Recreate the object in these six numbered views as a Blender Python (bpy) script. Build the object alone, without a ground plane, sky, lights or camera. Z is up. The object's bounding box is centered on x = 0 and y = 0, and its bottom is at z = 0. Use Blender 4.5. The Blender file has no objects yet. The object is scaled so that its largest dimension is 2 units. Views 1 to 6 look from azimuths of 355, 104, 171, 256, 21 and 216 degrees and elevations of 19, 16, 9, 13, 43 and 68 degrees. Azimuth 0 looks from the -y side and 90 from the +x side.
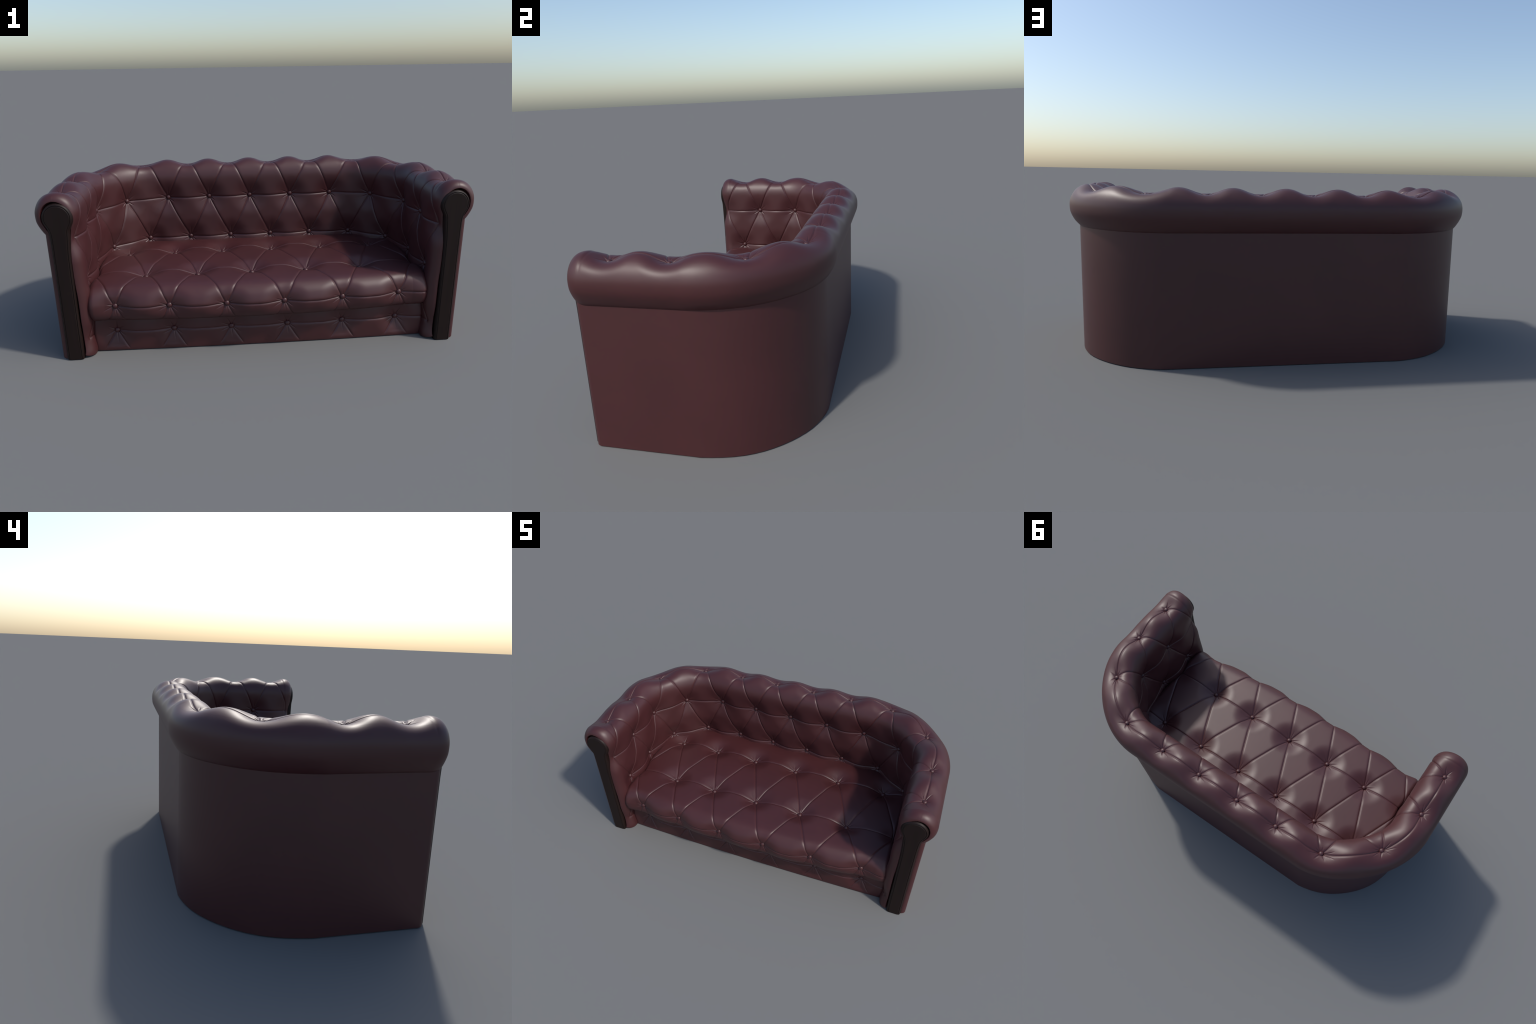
"""Tufted, curved-back leather tub sofa with dark wooden arm facings."""
import bpy, math
import numpy as np

# ------------------------------------------------------------------ sizes
CORNER_X = 0.517          # centre of the rounded back corner (y = 0)
R_WALL = 0.443            # radius of the outer wall at the corner
CORNER_CUT = 0.015        # the corner is a little flatter than a true arc
R_PATTERN = 0.305         # radius on which the button spacing is even
ARC = R_PATTERN * math.pi / 2
PITCH = 0.2368            # spacing of the buttons along the back and arms
ROW_A_P = 0.051           # rows of buttons: A on the crest, B, C, D down the inner face
ROW_B_Z, ROW_C_Z, ROW_D_Z = 0.594, 0.359, 0.092
CAP_Y = -0.392            # the arm starts to round over towards its front here
CAP_DEPTH = 0.056
STEP = 0.0020             # mesh spacing that still resolves the seams


# ------------------------------------------------------------------ helpers
def smooth(x):
    x = np.clip(x, 0.0, 1.0)
    return x * x * (3 - 2 * x)


def spline(points, n_per=24):
    """Catmull-Rom through the control points, dense."""
    P = np.array(points, float)
    P = np.vstack([2 * P[0] - P[1], P, 2 * P[-1] - P[-2]])
    out = []
    for i in range(1, len(P) - 2):
        t = np.linspace(0, 1, n_per, endpoint=False)[:, None]
        a, b, c, d = P[i - 1], P[i], P[i + 1], P[i + 2]
        out.append(0.5 * (2 * b + (c - a) * t + (2 * a - 5 * b + 4 * c - d) * t ** 2
                          + (3 * b - a - 3 * c + d) * t ** 3))
    out.append(P[-2][None])
    return np.vstack(out)


def arclength(poly):
    return np.concatenate([[0], np.cumsum(np.linalg.norm(np.diff(poly, axis=0), axis=1))])


def interp2(t, tt, poly):
    return np.stack([np.interp(t, tt, poly[:, k]) for k in range(poly.shape[1])], 1)


def box_blur(a, n):
    k = np.ones(2 * n + 1) / (2 * n + 1)
    pad = np.concatenate([np.repeat(a[:1], n, 0), a, np.repeat(a[-1:], n, 0)])
    return np.stack([np.convolve(pad[:, j], k, 'valid') for j in range(a.shape[1])], 1)


def curve_normals(poly):
    """Normal to the left-hand turn of the tangent (d0, d1) -> (d1, -d0)."""
    d = np.gradient(poly, axis=0)
    d /= np.linalg.norm(d, axis=1)[:, None] + 1e-12
    return np.stack([d[:, 1], -d[:, 0]], 1)


def graded(stops):
    """Sample positions with the given spacing in each stretch."""
    out = [stops[0][0]]
    for (a, h), (b, _) in zip(stops[:-1], stops[1:]):
        n = max(1, int(round((b - a) / h)))
        out += list(a + (b - a) * np.arange(1, n + 1) / n)
    return np.array(out)


# ------------------------------------------------------------------ tufting
class Tufting:
    """Relief of a buttoned cover: wide dips, pulled seams and short creases."""

    def __init__(self, dip_radius=0.128, dip_depth=0.029):
        self.buttons, self.seams = [], []
        self.R, self.depth = dip_radius, dip_depth

    def add_button(self, a, b, has_button=True, depth=None):
        self.buttons.append((a, b, has_button, self.depth if depth is None else depth))
        return (a, b)

    def add_seam(self, p, q, fade_p=False, fade_q=False):
        self.seams.append((p, q, fade_p, fade_q))

    def creases(self):
        """Short creases fanning out between the seams of each button."""
        fans = []
        for a, b, has, _ in self.buttons:
            if not has:
                continue
            ang = []
            for p, q, *_ in self.seams:
                for s, e in ((p, q), (q, p)):
                    if abs(s[0] - a) < 1e-6 and abs(s[1] - b) < 1e-6:
                        ang.append(math.atan2(e[1] - b, e[0] - a) % (2 * math.pi))
            ang.sort()
            if not ang:
                continue
            for i, x in enumerate(ang):
                gap = (ang[(i + 1) % len(ang)] - x) % (2 * math.pi) or 2 * math.pi
                if gap < 1.6:
                    fr = [0.42 if i % 2 else 0.6]
                elif gap < 2.4:
                    fr = [0.33, 0.7]
                else:
                    fr = [0.14, 0.38, 0.63, 0.86]
                for j, f in enumerate(fr):
                    fans.append((a, b, x + f * gap, 0.058 + 0.010 * math.sin(7.0 * x + 3 * j)))
        return fans

    def relief(self, ua, vb):
        """Height field on the grid ua (columns) x vb (rows)."""
        H = np.zeros((len(vb), len(ua)))

        def window(x0, x1, y0, y1):
            i0, i1 = np.searchsorted(ua, [x0, x1])
            j0, j1 = np.searchsorted(vb, [y0, y1])
            return slice(j0, j1), slice(i0, i1)

        dips = np.zeros_like(H)
        pits = np.zeros_like(H)
        for a, b, has, depth in self.buttons:
            w = window(a - self.R, a + self.R, b - self.R, b + self.R)
            r = np.hypot(ua[w[1]][None] - a, vb[w[0]][:, None] - b)
            dips[w] = np.maximum(dips[w], depth * smooth(1 - r / self.R) ** 1.4)
            pits[w] += (0.0065 if has else 0.003) * np.exp(-(r / 0.014) ** 2)
        groove = np.zeros_like(H)
        for p, q, fp, fq in self.seams:
            m = 0.05
            w = window(min(p[0], q[0]) - m, max(p[0], q[0]) + m, min(p[1], q[1]) - m, max(p[1], q[1]) + m)
            X, Y = ua[w[1]][None], vb[w[0]][:, None]
            L = math.hypot(q[0] - p[0], q[1] - p[1])
            ex, ey = (q[0] - p[0]) / L, (q[1] - p[1]) / L
            s = (X - p[0]) * ex + (Y - p[1]) * ey
            d = np.hypot((X - p[0]) * -ey + (Y - p[1]) * ex, np.maximum(0, np.maximum(-s, s - L)))
            k = np.ones_like(s)
            if fp:
                k = k * smooth(s / 0.05)
            if fq:
                k = k * smooth((L - s) / 0.05)
            g = k * 0.0060 * np.exp(-np.hypot(d, 0.0010) / 0.0034)
            groove[w] = np.maximum(groove[w], g)
        fold = np.zeros_like(H)
        for a, b, th, L in self.creases():
            w = window(a - L, a + L, b - L, b + L)
            X, Y = ua[w[1]][None] - a, vb[w[0]][:, None] - b
            s = X * math.cos(th) + Y * math.sin(th)
            d = np.abs(Y * math.cos(th) - X * math.sin(th))
            k = smooth((s - 0.004) / 0.006) * (1 - smooth((s - 0.018) / (L - 0.018)))
            g = k * 0.0032 * np.exp(-(d / 0.0026) ** 2)
            fold[w] = np.maximum(fold[w], g)
        H -= dips + pits + np.maximum(groove, fold)
        return H


# ------------------------------------------------------------------ mesh making
def grid_normals(P):
    du = np.gradient(P, axis=1)
    dv = np.gradient(P, axis=0)
    n = np.cross(du, dv)
    return n / (np.linalg.norm(n, axis=2)[..., None] + 1e-12)


def quads_mesh(name, P, N=None, flip=False):
    """Mesh object from an array of points P[row, column, xyz]."""
    r, c = P.shape[:2]
    me = bpy.data.meshes.new(name)
    me.vertices.add(r * c)
    me.vertices.foreach_set('co', P.reshape(-1).astype(np.float32))
    idx = np.arange(r * c).reshape(r, c)
    q = np.stack([idx[:-1, :-1], idx[:-1, 1:], idx[1:, 1:], idx[1:, :-1]], -1).reshape(-1, 4)
    if flip:
        q = q[:, ::-1]
    me.loops.add(q.size)
    me.loops.foreach_set('vertex_index', q.reshape(-1).astype(np.int32))
    me.polygons.add(len(q))
    me.polygons.foreach_set('loop_start', (np.arange(len(q)) * 4).astype(np.int32))
    me.update(calc_edges=True)
    me.validate()
    me.shade_smooth()
    if N is not None:
        n = N.reshape(-1, 3) * (-1 if flip else 1)
        me.normals_split_custom_set_from_vertices(n.astype(np.float32))
    return me


def part(name, mesh, parent, material, loc=(0, 0, 0)):
    ob = bpy.data.objects.new(name, mesh)
    bpy.context.scene.collection.objects.link(ob)
    ob.parent = parent
    ob.location = loc
    if material and not mesh.materials:
        mesh.materials.append(material)
    return ob


# ------------------------------------------------------------------ materials
def leather_material(name, base=(0.0535, 0.0130, 0.0142), rough=0.47):
    m = bpy.data.materials.new(name)
    m.use_nodes = True
    nt = m.node_tree
    L = nt.links
    bsdf = nt.nodes['Principled BSDF']
    co = nt.nodes.new('ShaderNodeTexCoord')
    n1 = nt.nodes.new('ShaderNodeTexNoise')
    n1.inputs['Scale'].default_value = 4.0
    n1.inputs['Detail'].default_value = 3.0
    L.new(co.outputs['Object'], n1.inputs['Vector'])
    ramp = nt.nodes.new('ShaderNodeValToRGB')
    b = np.array(base)
    ramp.color_ramp.elements[0].position = 0.3
    ramp.color_ramp.elements[0].color = (*(b * 0.93), 1)
    ramp.color_ramp.elements[1].position = 0.7
    ramp.color_ramp.elements[1].color = (*(b * 1.07), 1)
    L.new(n1.outputs['Fac'], ramp.inputs['Fac'])
    L.new(ramp.outputs['Color'], bsdf.inputs['Base Color'])
    bsdf.inputs['Roughness'].default_value = rough
    bsdf.inputs['Specular IOR Level'].default_value = 0.54
    grain = nt.nodes.new('ShaderNodeTexVoronoi')
    grain.inputs['Scale'].default_value = 420.0
    L.new(co.outputs['Object'], grain.inputs['Vector'])
    bump = nt.nodes.new('ShaderNodeBump')
    bump.inputs['Strength'].default_value = 0.06
    bump.inputs['Distance'].default_value = 0.0006
    L.new(grain.outputs['Distance'], bump.inputs['Height'])
    L.new(bump.outputs['Normal'], bsdf.inputs['Normal'])
    return m


def wood_material(name):
    m = bpy.data.materials.new(name)
    m.use_nodes = True
    nt = m.node_tree
    L = nt.links
    bsdf = nt.nodes['Principled BSDF']
    co = nt.nodes.new('ShaderNodeTexCoord')
    mp = nt.nodes.new('ShaderNodeMapping')
    mp.inputs['Scale'].default_value = (60, 60, 3)
    L.new(co.outputs['Object'], mp.inputs['Vector'])
    n = nt.nodes.new('ShaderNodeTexNoise')
    n.inputs['Scale'].default_value = 1.0
    n.inputs['Detail'].default_value = 5.0
    L.new(mp.outputs['Vector'], n.inputs['Vector'])
    ramp = nt.nodes.new('ShaderNodeValToRGB')
    ramp.color_ramp.elements[0].position = 0.3
    ramp.color_ramp.elements[0].color = (0.0108, 0.0054, 0.0044, 1)
    ramp.color_ramp.elements[1].position = 0.75
    ramp.color_ramp.elements[1].color = (0.0145, 0.0074, 0.0060, 1)
    L.new(n.outputs['Fac'], ramp.inputs['Fac'])
    L.new(ramp.outputs['Color'], bsdf.inputs['Base Color'])
    bsdf.inputs['Roughness'].default_value = 0.5
    bsdf.inputs['Specular IOR Level'].default_value = 0.22
    return m


LEATHER = leather_material('oxblood_leather')
WOOD = wood_material('dark_wood')

sofa = bpy.data.objects.new('tufted_sofa', None)
bpy.context.scene.collection.objects.link(sofa)
sofa['label'] = 'curved-back oxblood leather tufted sofa with dark wood arm fronts'
sofa['category'] = 'sofa'


# ------------------------------------------------------------------ back and arms
def back_profile():
    """Section through the back: p = distance inward from the wall, z = height."""
    face = [(0.154, 0.000), (0.160, 0.020), (0.160, 0.05), (0.158, 0.09)]
    face += [(0.158 - 0.006 * float(smooth((z - 0.28) / 0.14)), z) for z in np.arange(0.14, 0.66, 0.06)]
    cp, cz, rp, r = 0.0565, 0.699, 0.0960, 0.1025
    roll = [(cp + rp * math.cos(math.radians(a)), cz + r * math.sin(math.radians(a))) for a in range(5, 181, 12)]
    under = [(-0.0375, 0.674), (-0.0285, 0.649), (-0.0145, 0.624), (0.002, 0.603), (0.022, 0.596)]
    poly = spline(face + roll + under)
    t = arclength(poly)
    poly = interp2(np.linspace(0, t[-1], 1100), t, poly)
    soft = box_blur(box_blur(poly, 14), 14)
    tight = box_blur(box_blur(poly, 9), 9)
    # the outer side of the roll keeps a firmer edge
    w = smooth((np.linspace(0, t[-1], 1100) - (t[-1] - 0.17)) / 0.06)[:, None]
    soft = soft * (1 - w) + tight * w
    soft[0], soft[-1] = poly[0], poly[-1]
    return soft


# corners of the faceted frame at each rounded end, from the back round to the arm
CORNER_VERTS = [(0.030, 0.4425), (0.182, 0.395), (0.314, 0.294), (0.402, 0.165), (0.443, 0.0)]
CORNER_VERTS = [tuple(v) for v in spline([(-0.12, 0.443)] + CORNER_VERTS + [(0.443, -0.17)], 4)[4:-4]]


def facet_loss(u):
    """How far the faceted frame lies inside the smooth corner, at u."""
    a = np.abs(u)
    th = np.pi / 2 - np.clip((a - CORNER_X) / R_PATTERN, 0, np.pi / 2)
    out = np.zeros_like(th)
    for (x0, y0), (x1, y1) in zip(CORNER_VERTS[:-1], CORNER_VERTS[1:]):
        m = (th <= math.atan2(y0, x0)) & (th >= math.atan2(y1, x1))
        den = np.cos(th) * (y1 - y0) - np.sin(th) * (x1 - x0)
        r = (x0 * (y1 - y0) - y0 * (x1 - x0)) / den
        out = np.where(m, R_WALL - CORNER_CUT * np.sin(2 * th) ** 2 - r, out)
    return np.where((a < CORNER_X) | (a > CORNER_X + ARC), 0, out)


def path(u, p):
    """Point and inward direction on the sofa's plan, u = 0 at the middle of the back."""
    a = np.abs(u)
    sg = np.where(u < 0, -1.0, 1.0)
    th = np.pi / 2 - np.clip((a - CORNER_X) / R_PATTERN, 0, np.pi / 2)
    r = R_WALL - p - CORNER_CUT * np.sin(2 * th) ** 2
    x = np.where(a < CORNER_X, a, CORNER_X + r * np.cos(th))
    y = r * np.sin(th) - np.maximum(0, a - CORNER_X - ARC)
    dx = np.where(a < CORNER_X, 0, -np.cos(th))
    dy = -np.sin(th)
    return sg * x, y, sg * dx, dy


U_END = CORNER_X + ARC           # u where the arm's straight starts (y = 0)


def build_back():
    prof = back_profile()
    tt = arclength(prof)
    nrm = curve_normals(prof)
    if nrm[len(nrm) // 4, 0] < 0:
        nrm = -nrm
    inner = np.arange(len(prof)) < np.argmax(prof[:, 1])
    t_of_z = lambda z: np.interp(z, prof[inner, 1], tt[inner])
    i_top = np.argmax(prof[:, 1])
    outer = np.arange(len(prof)) >= i_top
    tA = tt[i_top] + (prof[i_top, 0] - ROW_A_P)
    tB, tC, tD = t_of_z(ROW_B_Z), t_of_z(ROW_C_Z), t_of_z(ROW_D_Z)

    tuft = Tufting()
    rows = {}
    uA = PITCH * (np.arange(12) - 5.5)
    uB = PITCH * (np.arange(13) - 6)
    rows['A'] = [tuft.add_button(u, tA, True, 0.034) for u in uA]
    rows['B'] = [tuft.add_button(u, tB, 0 < i < 12, 0.025) for i, u in enumerate(uB)]
    rows['C'] = [tuft.add_button(u, tC, True, 0.025) for u in uA]
    rows['D'] = [tuft.add_button(u, tD, False, 0.017) for i, u in enumerate(uB)]
    for k in 'ABCD':
        for p, q in zip(rows[k][:-1], rows[k][1:]):
            tuft.add_seam(p, q)
    for hi, lo in (('A', 'B'), ('C', 'B'), ('C', 'D')):
        for i, p in enumerate(rows[hi]):
            tuft.add_seam(p, rows[lo][i])
            tuft.add_seam(p, rows[lo][i + 1])

    # columns: straight and curved run, then the rounded arm end, then the tuck behind the facing
    u_cap = U_END - CAP_Y
    half = graded([(0, STEP), (u_cap, 0)])
    n_cap = 26
    phi = np.linspace(0, np.pi / 2, n_cap + 1)[1:]
    cap_u = u_cap + 0.046 * phi
    tuck = np.array([0.25, 0.6, 1.0])
    tuck_u = cap_u[-1] + 0.02 * tuck
    col_u = np.concatenate([half, cap_u, tuck_u])
    col_phi = np.concatenate([np.zeros_like(half), phi, np.full(len(tuck), np.pi / 2)])
    col_tuck = np.concatenate([np.zeros(len(half) + n_cap), tuck])
    U = np.concatenate([-col_u[:0:-1], col_u])
    PHI = np.concatenate([col_phi[:0:-1], col_phi])
    TUCK = np.concatenate([col_tuck[:0:-1], col_tuck])
    t_rows = graded([(0, 0.004), (t_of_z(0.30), STEP), (tA + 0.06, 0.005), (tt[-1], 0)])

    H = tuft.relief(U, t_rows)
    pz = interp2(t_rows, tt, prof)
    nn = interp2(t_rows, tt, nrm)
    nn /= np.linalg.norm(nn, axis=1)[:, None]
    # faint welt that runs round the arm end over the roll
    on_roll = smooth((t_rows - tB) / 0.06)[:, None] * smooth((tA + 0.12 - t_rows) / 0.06)[:, None]
    d = np.abs(U) - (u_cap + 0.006)
    H += on_roll * (0.0005 * np.exp(-(d / 0.006) ** 2) - 0.0007 * np.exp(-((d + 0.011) / 0.005) ** 2))[None]

    # how far the section shrinks at the arm end: to the edge of the wooden facing
    straight = 1 - smooth((pz[:, 1] - 0.55) / 0.12)
    inset = np.where(t_rows < tA, 0.035 + 0.014 * straight, 0.034)[:, None]
    s_in = inset * (1 - np.cos(PHI))[None] + 0.010 * TUCK[None]
    fwd = CAP_DEPTH * np.sin(PHI) - 0.035 * TUCK
    # relief fades where the leather is tucked away and at the outer hem
    fade = (1 - TUCK)[None] * smooth((tt[-1] - t_rows) / 0.05)[:, None]
    Hn = H * fade
    off = Hn * np.cos(PHI)[None] - s_in
    p = pz[:, 0][:, None] + nn[:, 0][:, None] * off
    z = pz[:, 1][:, None] + nn[:, 1][:, None] * off
    Uc = np.clip(U, -u_cap, u_cap)
    # the hem of the roll lies on the faceted frame
    p = p + smooth((t_rows - tt[-1] + 0.060) / 0.04)[:, None] * facet_loss(Uc)[None]
    x, y, _, _ = path(np.broadcast_to(Uc, p.shape), p)
    y = y - fwd[None] - Hn * np.sin(PHI)[None]
    z = np.maximum(z, 0.001)
    P = np.stack([x, y, z], -1)
    N = grid_normals(P)
    mid = len(U) // 2
    jb = np.searchsorted(t_rows, tB)
    flip = N[jb, mid, 1] > 0
    cut = CORNER_X + ARC / 2
    i0, i1 = np.searchsorted(U, -cut), np.searchsorted(U, cut)
    for name, sl in (('armrest', slice(0, i0 + 1)), ('backrest', slice(i0, i1 + 1)), ('armrest', slice(i1, len(U)))):
        part(name, quads_mesh(name, P[:, sl], N[:, sl], flip), sofa, LEATHER)
    # buttons at the bottoms of the dips
    out = []
    for a, b, has, _ in tuft.buttons:
        if has:
            i, j = np.searchsorted(U, a), np.searchsorted(t_rows, b)
            w = slice(max(j - 14, 0), j + 15), slice(i - 14, i + 15)
            n = N[w].reshape(-1, 3).mean(0) * (-1 if flip else 1)
            out.append((P[j, i], n / np.linalg.norm(n), 0.0132))
    return out


# ------------------------------------------------------------------ seat and rail
def build_pad(name, prof_pts, tuft, rows_of, x_edge, x_round, bow, drop, xs_step=STEP, t_stops=None, r_btn=0.012):
    """A buttoned pad extruded along x from a (y, z) section with rounded ends."""
    prof = box_blur(spline(prof_pts), 5)
    tt = arclength(prof)
    nrm = curve_normals(prof)
    rows_of(tuft, prof, tt)
    n_end = 18
    phi = np.linspace(0, np.pi / 2, n_end + 1)[1:]
    core = graded([(-x_edge, xs_step), (x_edge, 0)])
    U = np.concatenate([-(x_edge + x_round * phi[::-1]), core, x_edge + x_round * phi])
    PHI = np.concatenate([phi[::-1], np.zeros_like(core), phi])
    t_rows = graded([(0, STEP), (tt[-1], 0)])
    H = tuft.relief(U, t_rows)
    pz, nn = interp2(t_rows, tt, prof), interp2(t_rows, tt, nrm)
    nn /= np.linalg.norm(nn, axis=1)[:, None]
    sg = np.sign(U)
    end = smooth(np.minimum(t_rows, tt[-1] - t_rows) / 0.03)[:, None]
    H = H * end
    off = H * np.cos(PHI)[None] - drop * (1 - np.cos(PHI))[None]
    x = np.where(PHI > 0, sg * (x_edge + x_round * np.sin(PHI)), U)[None] + H * np.sin(PHI)[None] * sg[None]
    y = pz[:, 0][:, None] + nn[:, 0][:, None] * off
    z = pz[:, 1][:, None] + nn[:, 1][:, None] * off
    y = y + bow(x, y)
    # keep the back corners inside the rounded wall
    dx, dy = np.maximum(np.abs(x) - CORNER_X, 0), np.maximum(y, 0)
    k = np.minimum(1, 0.335 / (np.hypot(dx, dy) + 1e-9))
    x = np.where(np.abs(x) > CORNER_X, np.sign(x) * (CORNER_X + dx * k), x)
    y = np.where(y > 0, dy * k, y)
    z = np.maximum(z, 0.001)
    P = np.stack([x, y, z], -1)
    N = grid_normals(P)
    j, i = len(t_rows) // 2, len(U) // 2
    want = np.array([0, nn[j, 0], nn[j, 1]])
    flip = N[j, i] @ want < 0
    # skirts that carry the ends straight down into the arms
    part(name, quads_mesh(name, P, N, flip), sofa, LEATHER)
    out = []
    for a, b, has, _ in tuft.buttons:
        if has:
            i, j = np.searchsorted(U, a), np.searchsorted(t_rows, b)
            w = slice(max(j - 14, 0), j + 15), slice(i - 14, i + 15)
            n = N[w].reshape(-1, 3).mean(0) * (-1 if flip else 1)
            out.append((P[j, i], n / np.linalg.norm(n), r_btn))
    return out


def seat_rows(tuft, prof, tt):
    front = np.argmin(prof[:, 0])
    top = np.arange(len(prof)) < front
    o = np.argsort(prof[top, 0])
    t_y = lambda y: np.interp(y, prof[top, 0][o], tt[top][o])
    t1, t2 = t_y(0.136), t_y(-0.204)
    t3 = np.interp(-0.252, -prof[:, 1][front - 60:], tt[front - 60:])
    x1 = [-0.695, -0.441, -0.172, 0.104, 0.385, 0.670]
    x2 = [-0.835, -0.570, -0.308, -0.034, 0.245, 0.528, 0.812]
    r1 = [tuft.add_button(x, t1) for x in x1]
    r2 = [tuft.add_button(x, t2, 0 < i < 6, 0.030 if 0 < i < 6 else 0.018) for i, x in enumerate(x2)]
    r3 = [tuft.add_button(x, t3, True, 0.029) for x in x1]
    for r in (r1, r2, r3):
        for p, q in zip(r[:-1], r[1:]):
            tuft.add_seam(p, q)
    for i in range(6):
        for r in (r1, r3):
            tuft.add_seam(r[i], r2[i])
            tuft.add_seam(r[i], r2[i + 1])
        # the front row pulls on down to a row hidden under the cushion
        tuft.add_seam(r3[i], (x1[i] - 0.10, t3 + 0.26), fade_q=True)
        tuft.add_seam(r3[i], (x1[i] + 0.12, t3 + 0.26), fade_q=True)
    for r in (r1, r3):
        tuft.add_seam(r[-1], (0.96, r[-1][1]))


def rail_rows(tuft, prof, tt):
    t = np.interp(-0.100, -prof[:, 1], tt)
    xs = [-0.708, -0.431, -0.151, 0.127, 0.403, 0.679]
    r = [tuft.add_button(x, t, True, 0.012 + 0.014 * abs(x / 0.7)) for x in xs]
    for p, q in zip(r[:-1], r[1:]):
        tuft.add_seam(p, q)
    tuft.add_seam(r[-1], (0.96, t))
    for x, b in zip(xs, r):
        tuft.add_seam(b, (x - 0.075, t + 0.115))
        tuft.add_seam(b, (x + 0.075, t + 0.115))


def build_seat():
    arc = [(-0.385 - 0.095 * math.sin(a), 0.248 + 0.095 * math.cos(a)) for a in np.radians([15, 35, 55, 75, 90])]
    pts = [(0.33, 0.330), (0.28, 0.340), (0.2, 0.343), (0.1, 0.343), (0.0, 0.343), (-0.1, 0.343),
           (-0.2, 0.343), (-0.3, 0.343), (-0.36, 0.343)] + arc + \
          [(-0.474, 0.215), (-0.458, 0.187), (-0.430, 0.170), (-0.39, 0.163), (-0.34, 0.162)]

    def bow(x, y):
        return np.where(x < 0, 0.028, 0.040) * np.abs(np.clip(x, -0.74, 0.74) / 0.69) ** 2.0 * smooth((-0.16 - y) / 0.26)
    return build_pad('seat_cushion', pts, Tufting(0.130, 0.030), seat_rows, 0.788, 0.032, bow, 0.032, r_btn=0.0140)


def build_rail():
    pts = [(-0.36, 0.215), (-0.385, 0.185), (-0.395, 0.15), (-0.399, 0.10), (-0.398, 0.05), (-0.396, 0.012), (-0.394, 0.001)]

    def bow(x, y):
        return 0.009 * np.abs(x / 0.70) ** 2.0
    return build_pad('front_rail', pts, Tufting(0.12, 0.018), rail_rows, 0.80, 0.022, bow, 0.02, r_btn=0.0140)


# ------------------------------------------------------------------ buttons
def button_mesh():
    """Domed, leather covered button, radius 1, facing +z."""
    prof = [(1e-4, 0.66), (0.25, 0.635), (0.5, 0.55), (0.72, 0.40), (0.88, 0.20), (0.97, 0.0), (0.98, -0.2), (0.9, -0.5), (0.7, -0.8)]
    poly = spline(prof, 3)
    a = np.linspace(0, 2 * np.pi, 33)
    P = np.stack([poly[:, 0][:, None] * np.cos(a), poly[:, 0][:, None] * np.sin(a),
                  np.broadcast_to(poly[:, 1][:, None], (len(poly), len(a)))], -1)
    return quads_mesh('button', P, None, flip=True)


def place_buttons(spots):
    from mathutils import Vector
    me = button_mesh()
    for pos, n, r in spots:
        ob = part('button', me, sofa, LEATHER)
        n = Vector(n)
        ob.rotation_mode = 'QUATERNION'
        ob.rotation_quaternion = n.to_track_quat('Z', 'Y')
        ob.scale = (r, r, r)
        ob.location = Vector(pos) + n * (0.50 * r)


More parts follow.
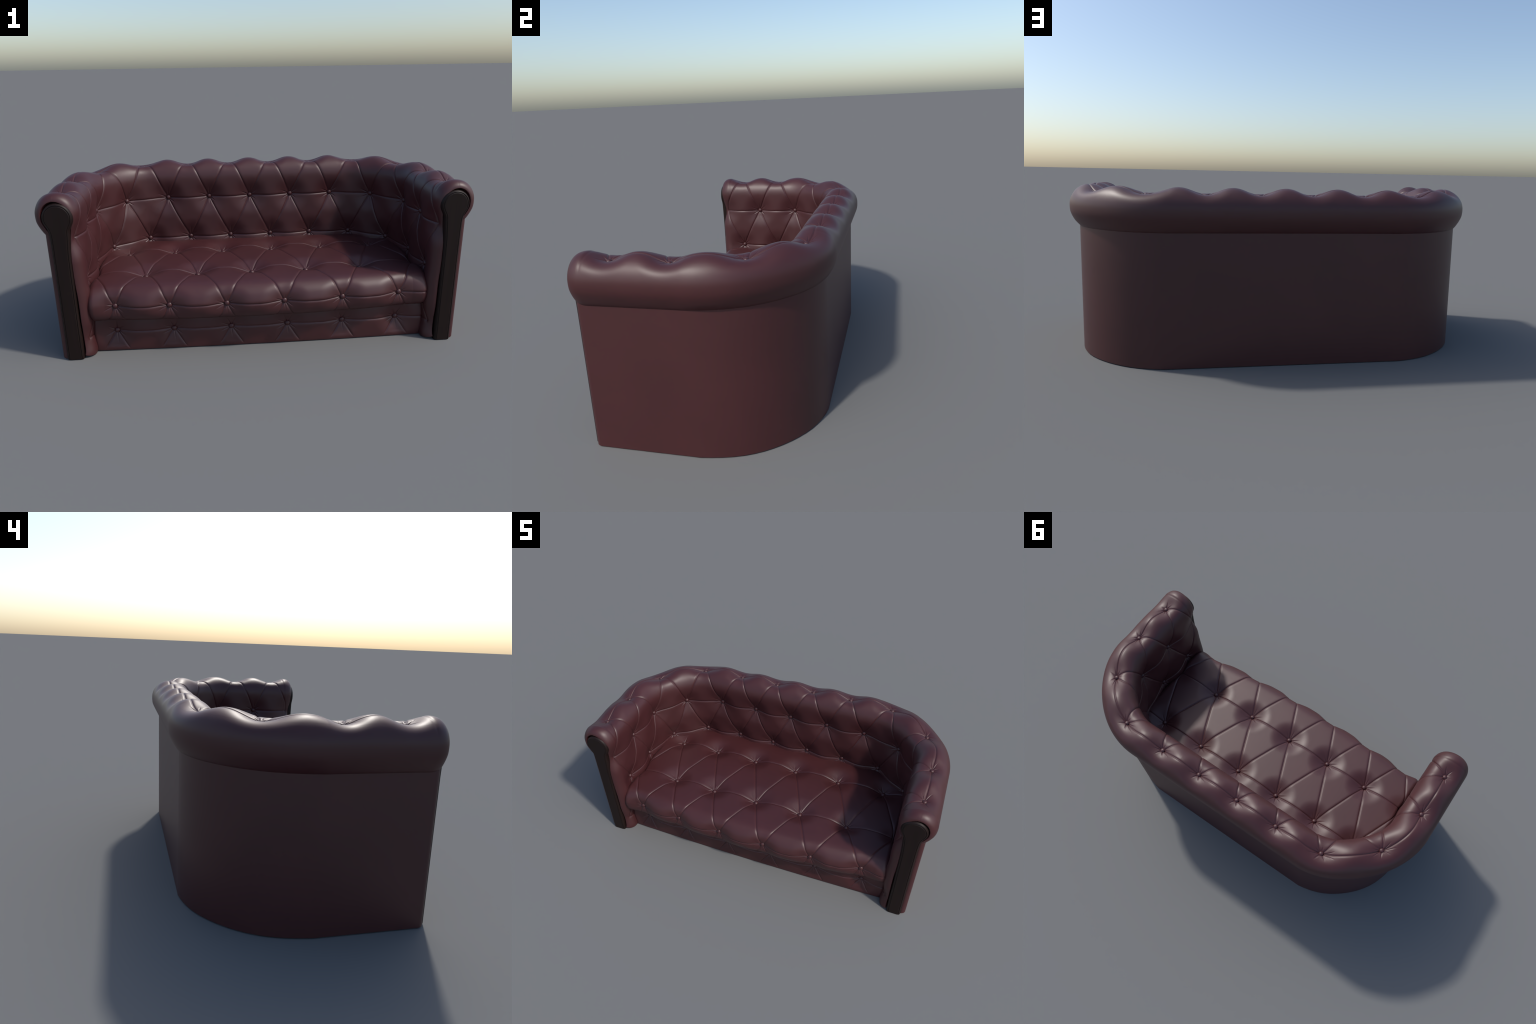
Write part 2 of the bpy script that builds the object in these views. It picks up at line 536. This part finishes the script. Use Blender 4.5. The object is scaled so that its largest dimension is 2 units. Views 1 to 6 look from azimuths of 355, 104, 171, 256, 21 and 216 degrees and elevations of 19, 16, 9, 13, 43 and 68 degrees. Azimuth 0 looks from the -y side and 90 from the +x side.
# ------------------------------------------------------------------ outer wall
def build_wall():
    """Plain panel round the outside; few facets at the corners, like the frame beneath."""
    half = [(0.0, R_WALL), (0.26, R_WALL)]
    for x, y in CORNER_VERTS:
        half.append((CORNER_X + x, y))
    half += [(0.96, -0.2), (0.96, -0.419)]
    r = 0.023
    for a in (18, 36, 54, 72, 90):
        half.append((0.96 - r + r * math.cos(math.radians(a)), -0.419 - r * math.sin(math.radians(a))))
    half += [(0.931, -0.440), (0.929, -0.41)]
    plan = np.array([(-x, y) for x, y in half[:0:-1]] + half)
    zs = np.array([0.0, 0.003, 0.1, 0.3, 0.5, 0.622])
    ins = np.array([0.003, 0.0, 0.0, 0.0, 0.0, 0.0])
    P = np.zeros((len(zs), len(plan), 3))
    for k, (z, s) in enumerate(zip(zs, ins)):
        P[k, :, 0], P[k, :, 1], P[k, :, 2] = plan[:, 0] * (1 - s), plan[:, 1] * (1 - s), z
    # shade the coarse facets with the normals of the true curve
    seg = np.gradient(plan, axis=0)
    n2 = np.stack([seg[:, 1], -seg[:, 0]], 1)
    n2 /= np.linalg.norm(n2, axis=1)[:, None]
    n2 *= np.sign((n2 * plan).sum(1))[:, None]
    for i, (x, y) in enumerate(plan):
        if abs(x) <= CORNER_X + 0.031 and y > 0:
            n2[i] = (0, 1)
        elif y >= -1e-6:
            n2[i] = np.array([math.copysign(abs(x) - CORNER_X, x), y]) / math.hypot(abs(x) - CORNER_X, y)
        elif y > -0.42:
            n2[i] = (math.copysign(1, x), 0)
    n2[0], n2[-1], n2[1], n2[-2] = (0, -1), (0, -1), (0, -1), (0, -1)
    N = np.zeros_like(P)
    N[..., :2] = n2[None]
    part('outer_panel', quads_mesh('outer_panel', P, -N, flip=True), sofa, LEATHER)
    # bottom board, just clear of the ground
    import bmesh
    bm = bmesh.new()
    lower = [bm.verts.new((x * 0.985, y * 0.985, 0.003)) for x, y in plan[2:-2]]
    upper = [bm.verts.new((x * 0.985, y * 0.985, 0.020)) for x, y in plan[2:-2]]
    # the board stops behind the front rail between the arms
    notch = [(0.88, -0.40), (0.87, -0.33), (-0.87, -0.33), (-0.88, -0.40)]
    lower += [bm.verts.new((x, y, 0.003)) for x, y in notch]
    upper += [bm.verts.new((x, y, 0.020)) for x, y in notch]
    n = len(lower)
    bm.faces.new(lower)
    bm.faces.new(upper)
    for i in range(n):
        bm.faces.new((lower[i], lower[(i + 1) % n], upper[(i + 1) % n], upper[i]))
    bmesh.ops.recalc_face_normals(bm, faces=bm.faces)
    me = bpy.data.meshes.new('bottom_board')
    bm.to_mesh(me)
    bm.free()
    part('bottom_board', me, sofa, WOOD)


# ------------------------------------------------------------------ wooden arm facings
def facing_outline():
    """Keyhole outline (x, z): round head on a straight post, from the foot up and round."""
    cx, cz, r = 0.8945, 0.6925, 0.0675
    left = [(0.8565, 0.0), (0.8565, 0.2), (0.8565, 0.40), (0.8560, 0.50), (0.8535, 0.56), (0.8505, 0.600), (0.8490, 0.622), (0.8475, 0.636)]
    head = [(cx + r * math.cos(math.radians(a)), cz + r * math.sin(math.radians(a))) for a in np.linspace(212, -38, 26)]
    right = [(0.9400, 0.630), (0.9375, 0.605), (0.9365, 0.56), (0.9360, 0.40), (0.9360, 0.2), (0.9360, 0.0)]
    poly = spline(left + head + right, 5)
    t = arclength(poly)
    q = interp2(np.linspace(0, t[-1], 420), t, poly)
    q[1:-1] = box_blur(q, 2)[1:-1]
    return q


def build_facings():
    import bmesh
    poly = facing_outline()
    d = np.gradient(poly, axis=0)
    d /= np.linalg.norm(d, axis=1)[:, None]
    inward = np.stack([d[:, 1], -d[:, 0]], 1)
    c = np.array([0.8945, 0.4])
    if ((c - poly) * inward).sum() < 0:
        inward = -inward
    layers = [(0.0, -0.395), (0.0, -0.442), (0.0012, -0.4475), (0.0040, -0.4525), (0.0075, -0.4555), (0.0096, -0.4562),
              (0.0108, -0.4540), (0.0116, -0.4540), (0.0128, -0.4565), (0.0150, -0.4570)]
    for side in (1, -1):
        bm = bmesh.new()
        rings = []
        for s, y in layers:
            q = poly + inward * s
            q[0, 1] = q[-1, 1] = 0.0
            q[:, 1] = np.maximum(q[:, 1], 0.0)
            rings.append([bm.verts.new((side * x, y, z)) for x, z in q])
        n = len(poly)
        for a, b in zip(rings[:-1], rings[1:]):
            for i in range(n - 1):
                f = bm.faces.new((a[i], a[i + 1], b[i + 1], b[i]))
                f.smooth = True
        # flat face, foot and back
        last, first = rings[-1], rings[0]
        for ring in (last, first):
            for i in range(n // 2 - 1):
                bm.faces.new((ring[i], ring[i + 1], ring[n - 2 - i], ring[n - 1 - i]))
            if n % 2 == 0:
                pass
        bm.faces.new([r[0] for r in rings] + [r[-1] for r in rings[::-1]])
        bmesh.ops.recalc_face_normals(bm, faces=bm.faces)
        me = bpy.data.meshes.new('arm_facing')
        bm.to_mesh(me)
        bm.free()
        part('arm_facing', me, sofa, WOOD)


spots = build_back()
spots += build_seat()
spots += build_rail()
place_buttons(spots)
build_wall()
build_facings()
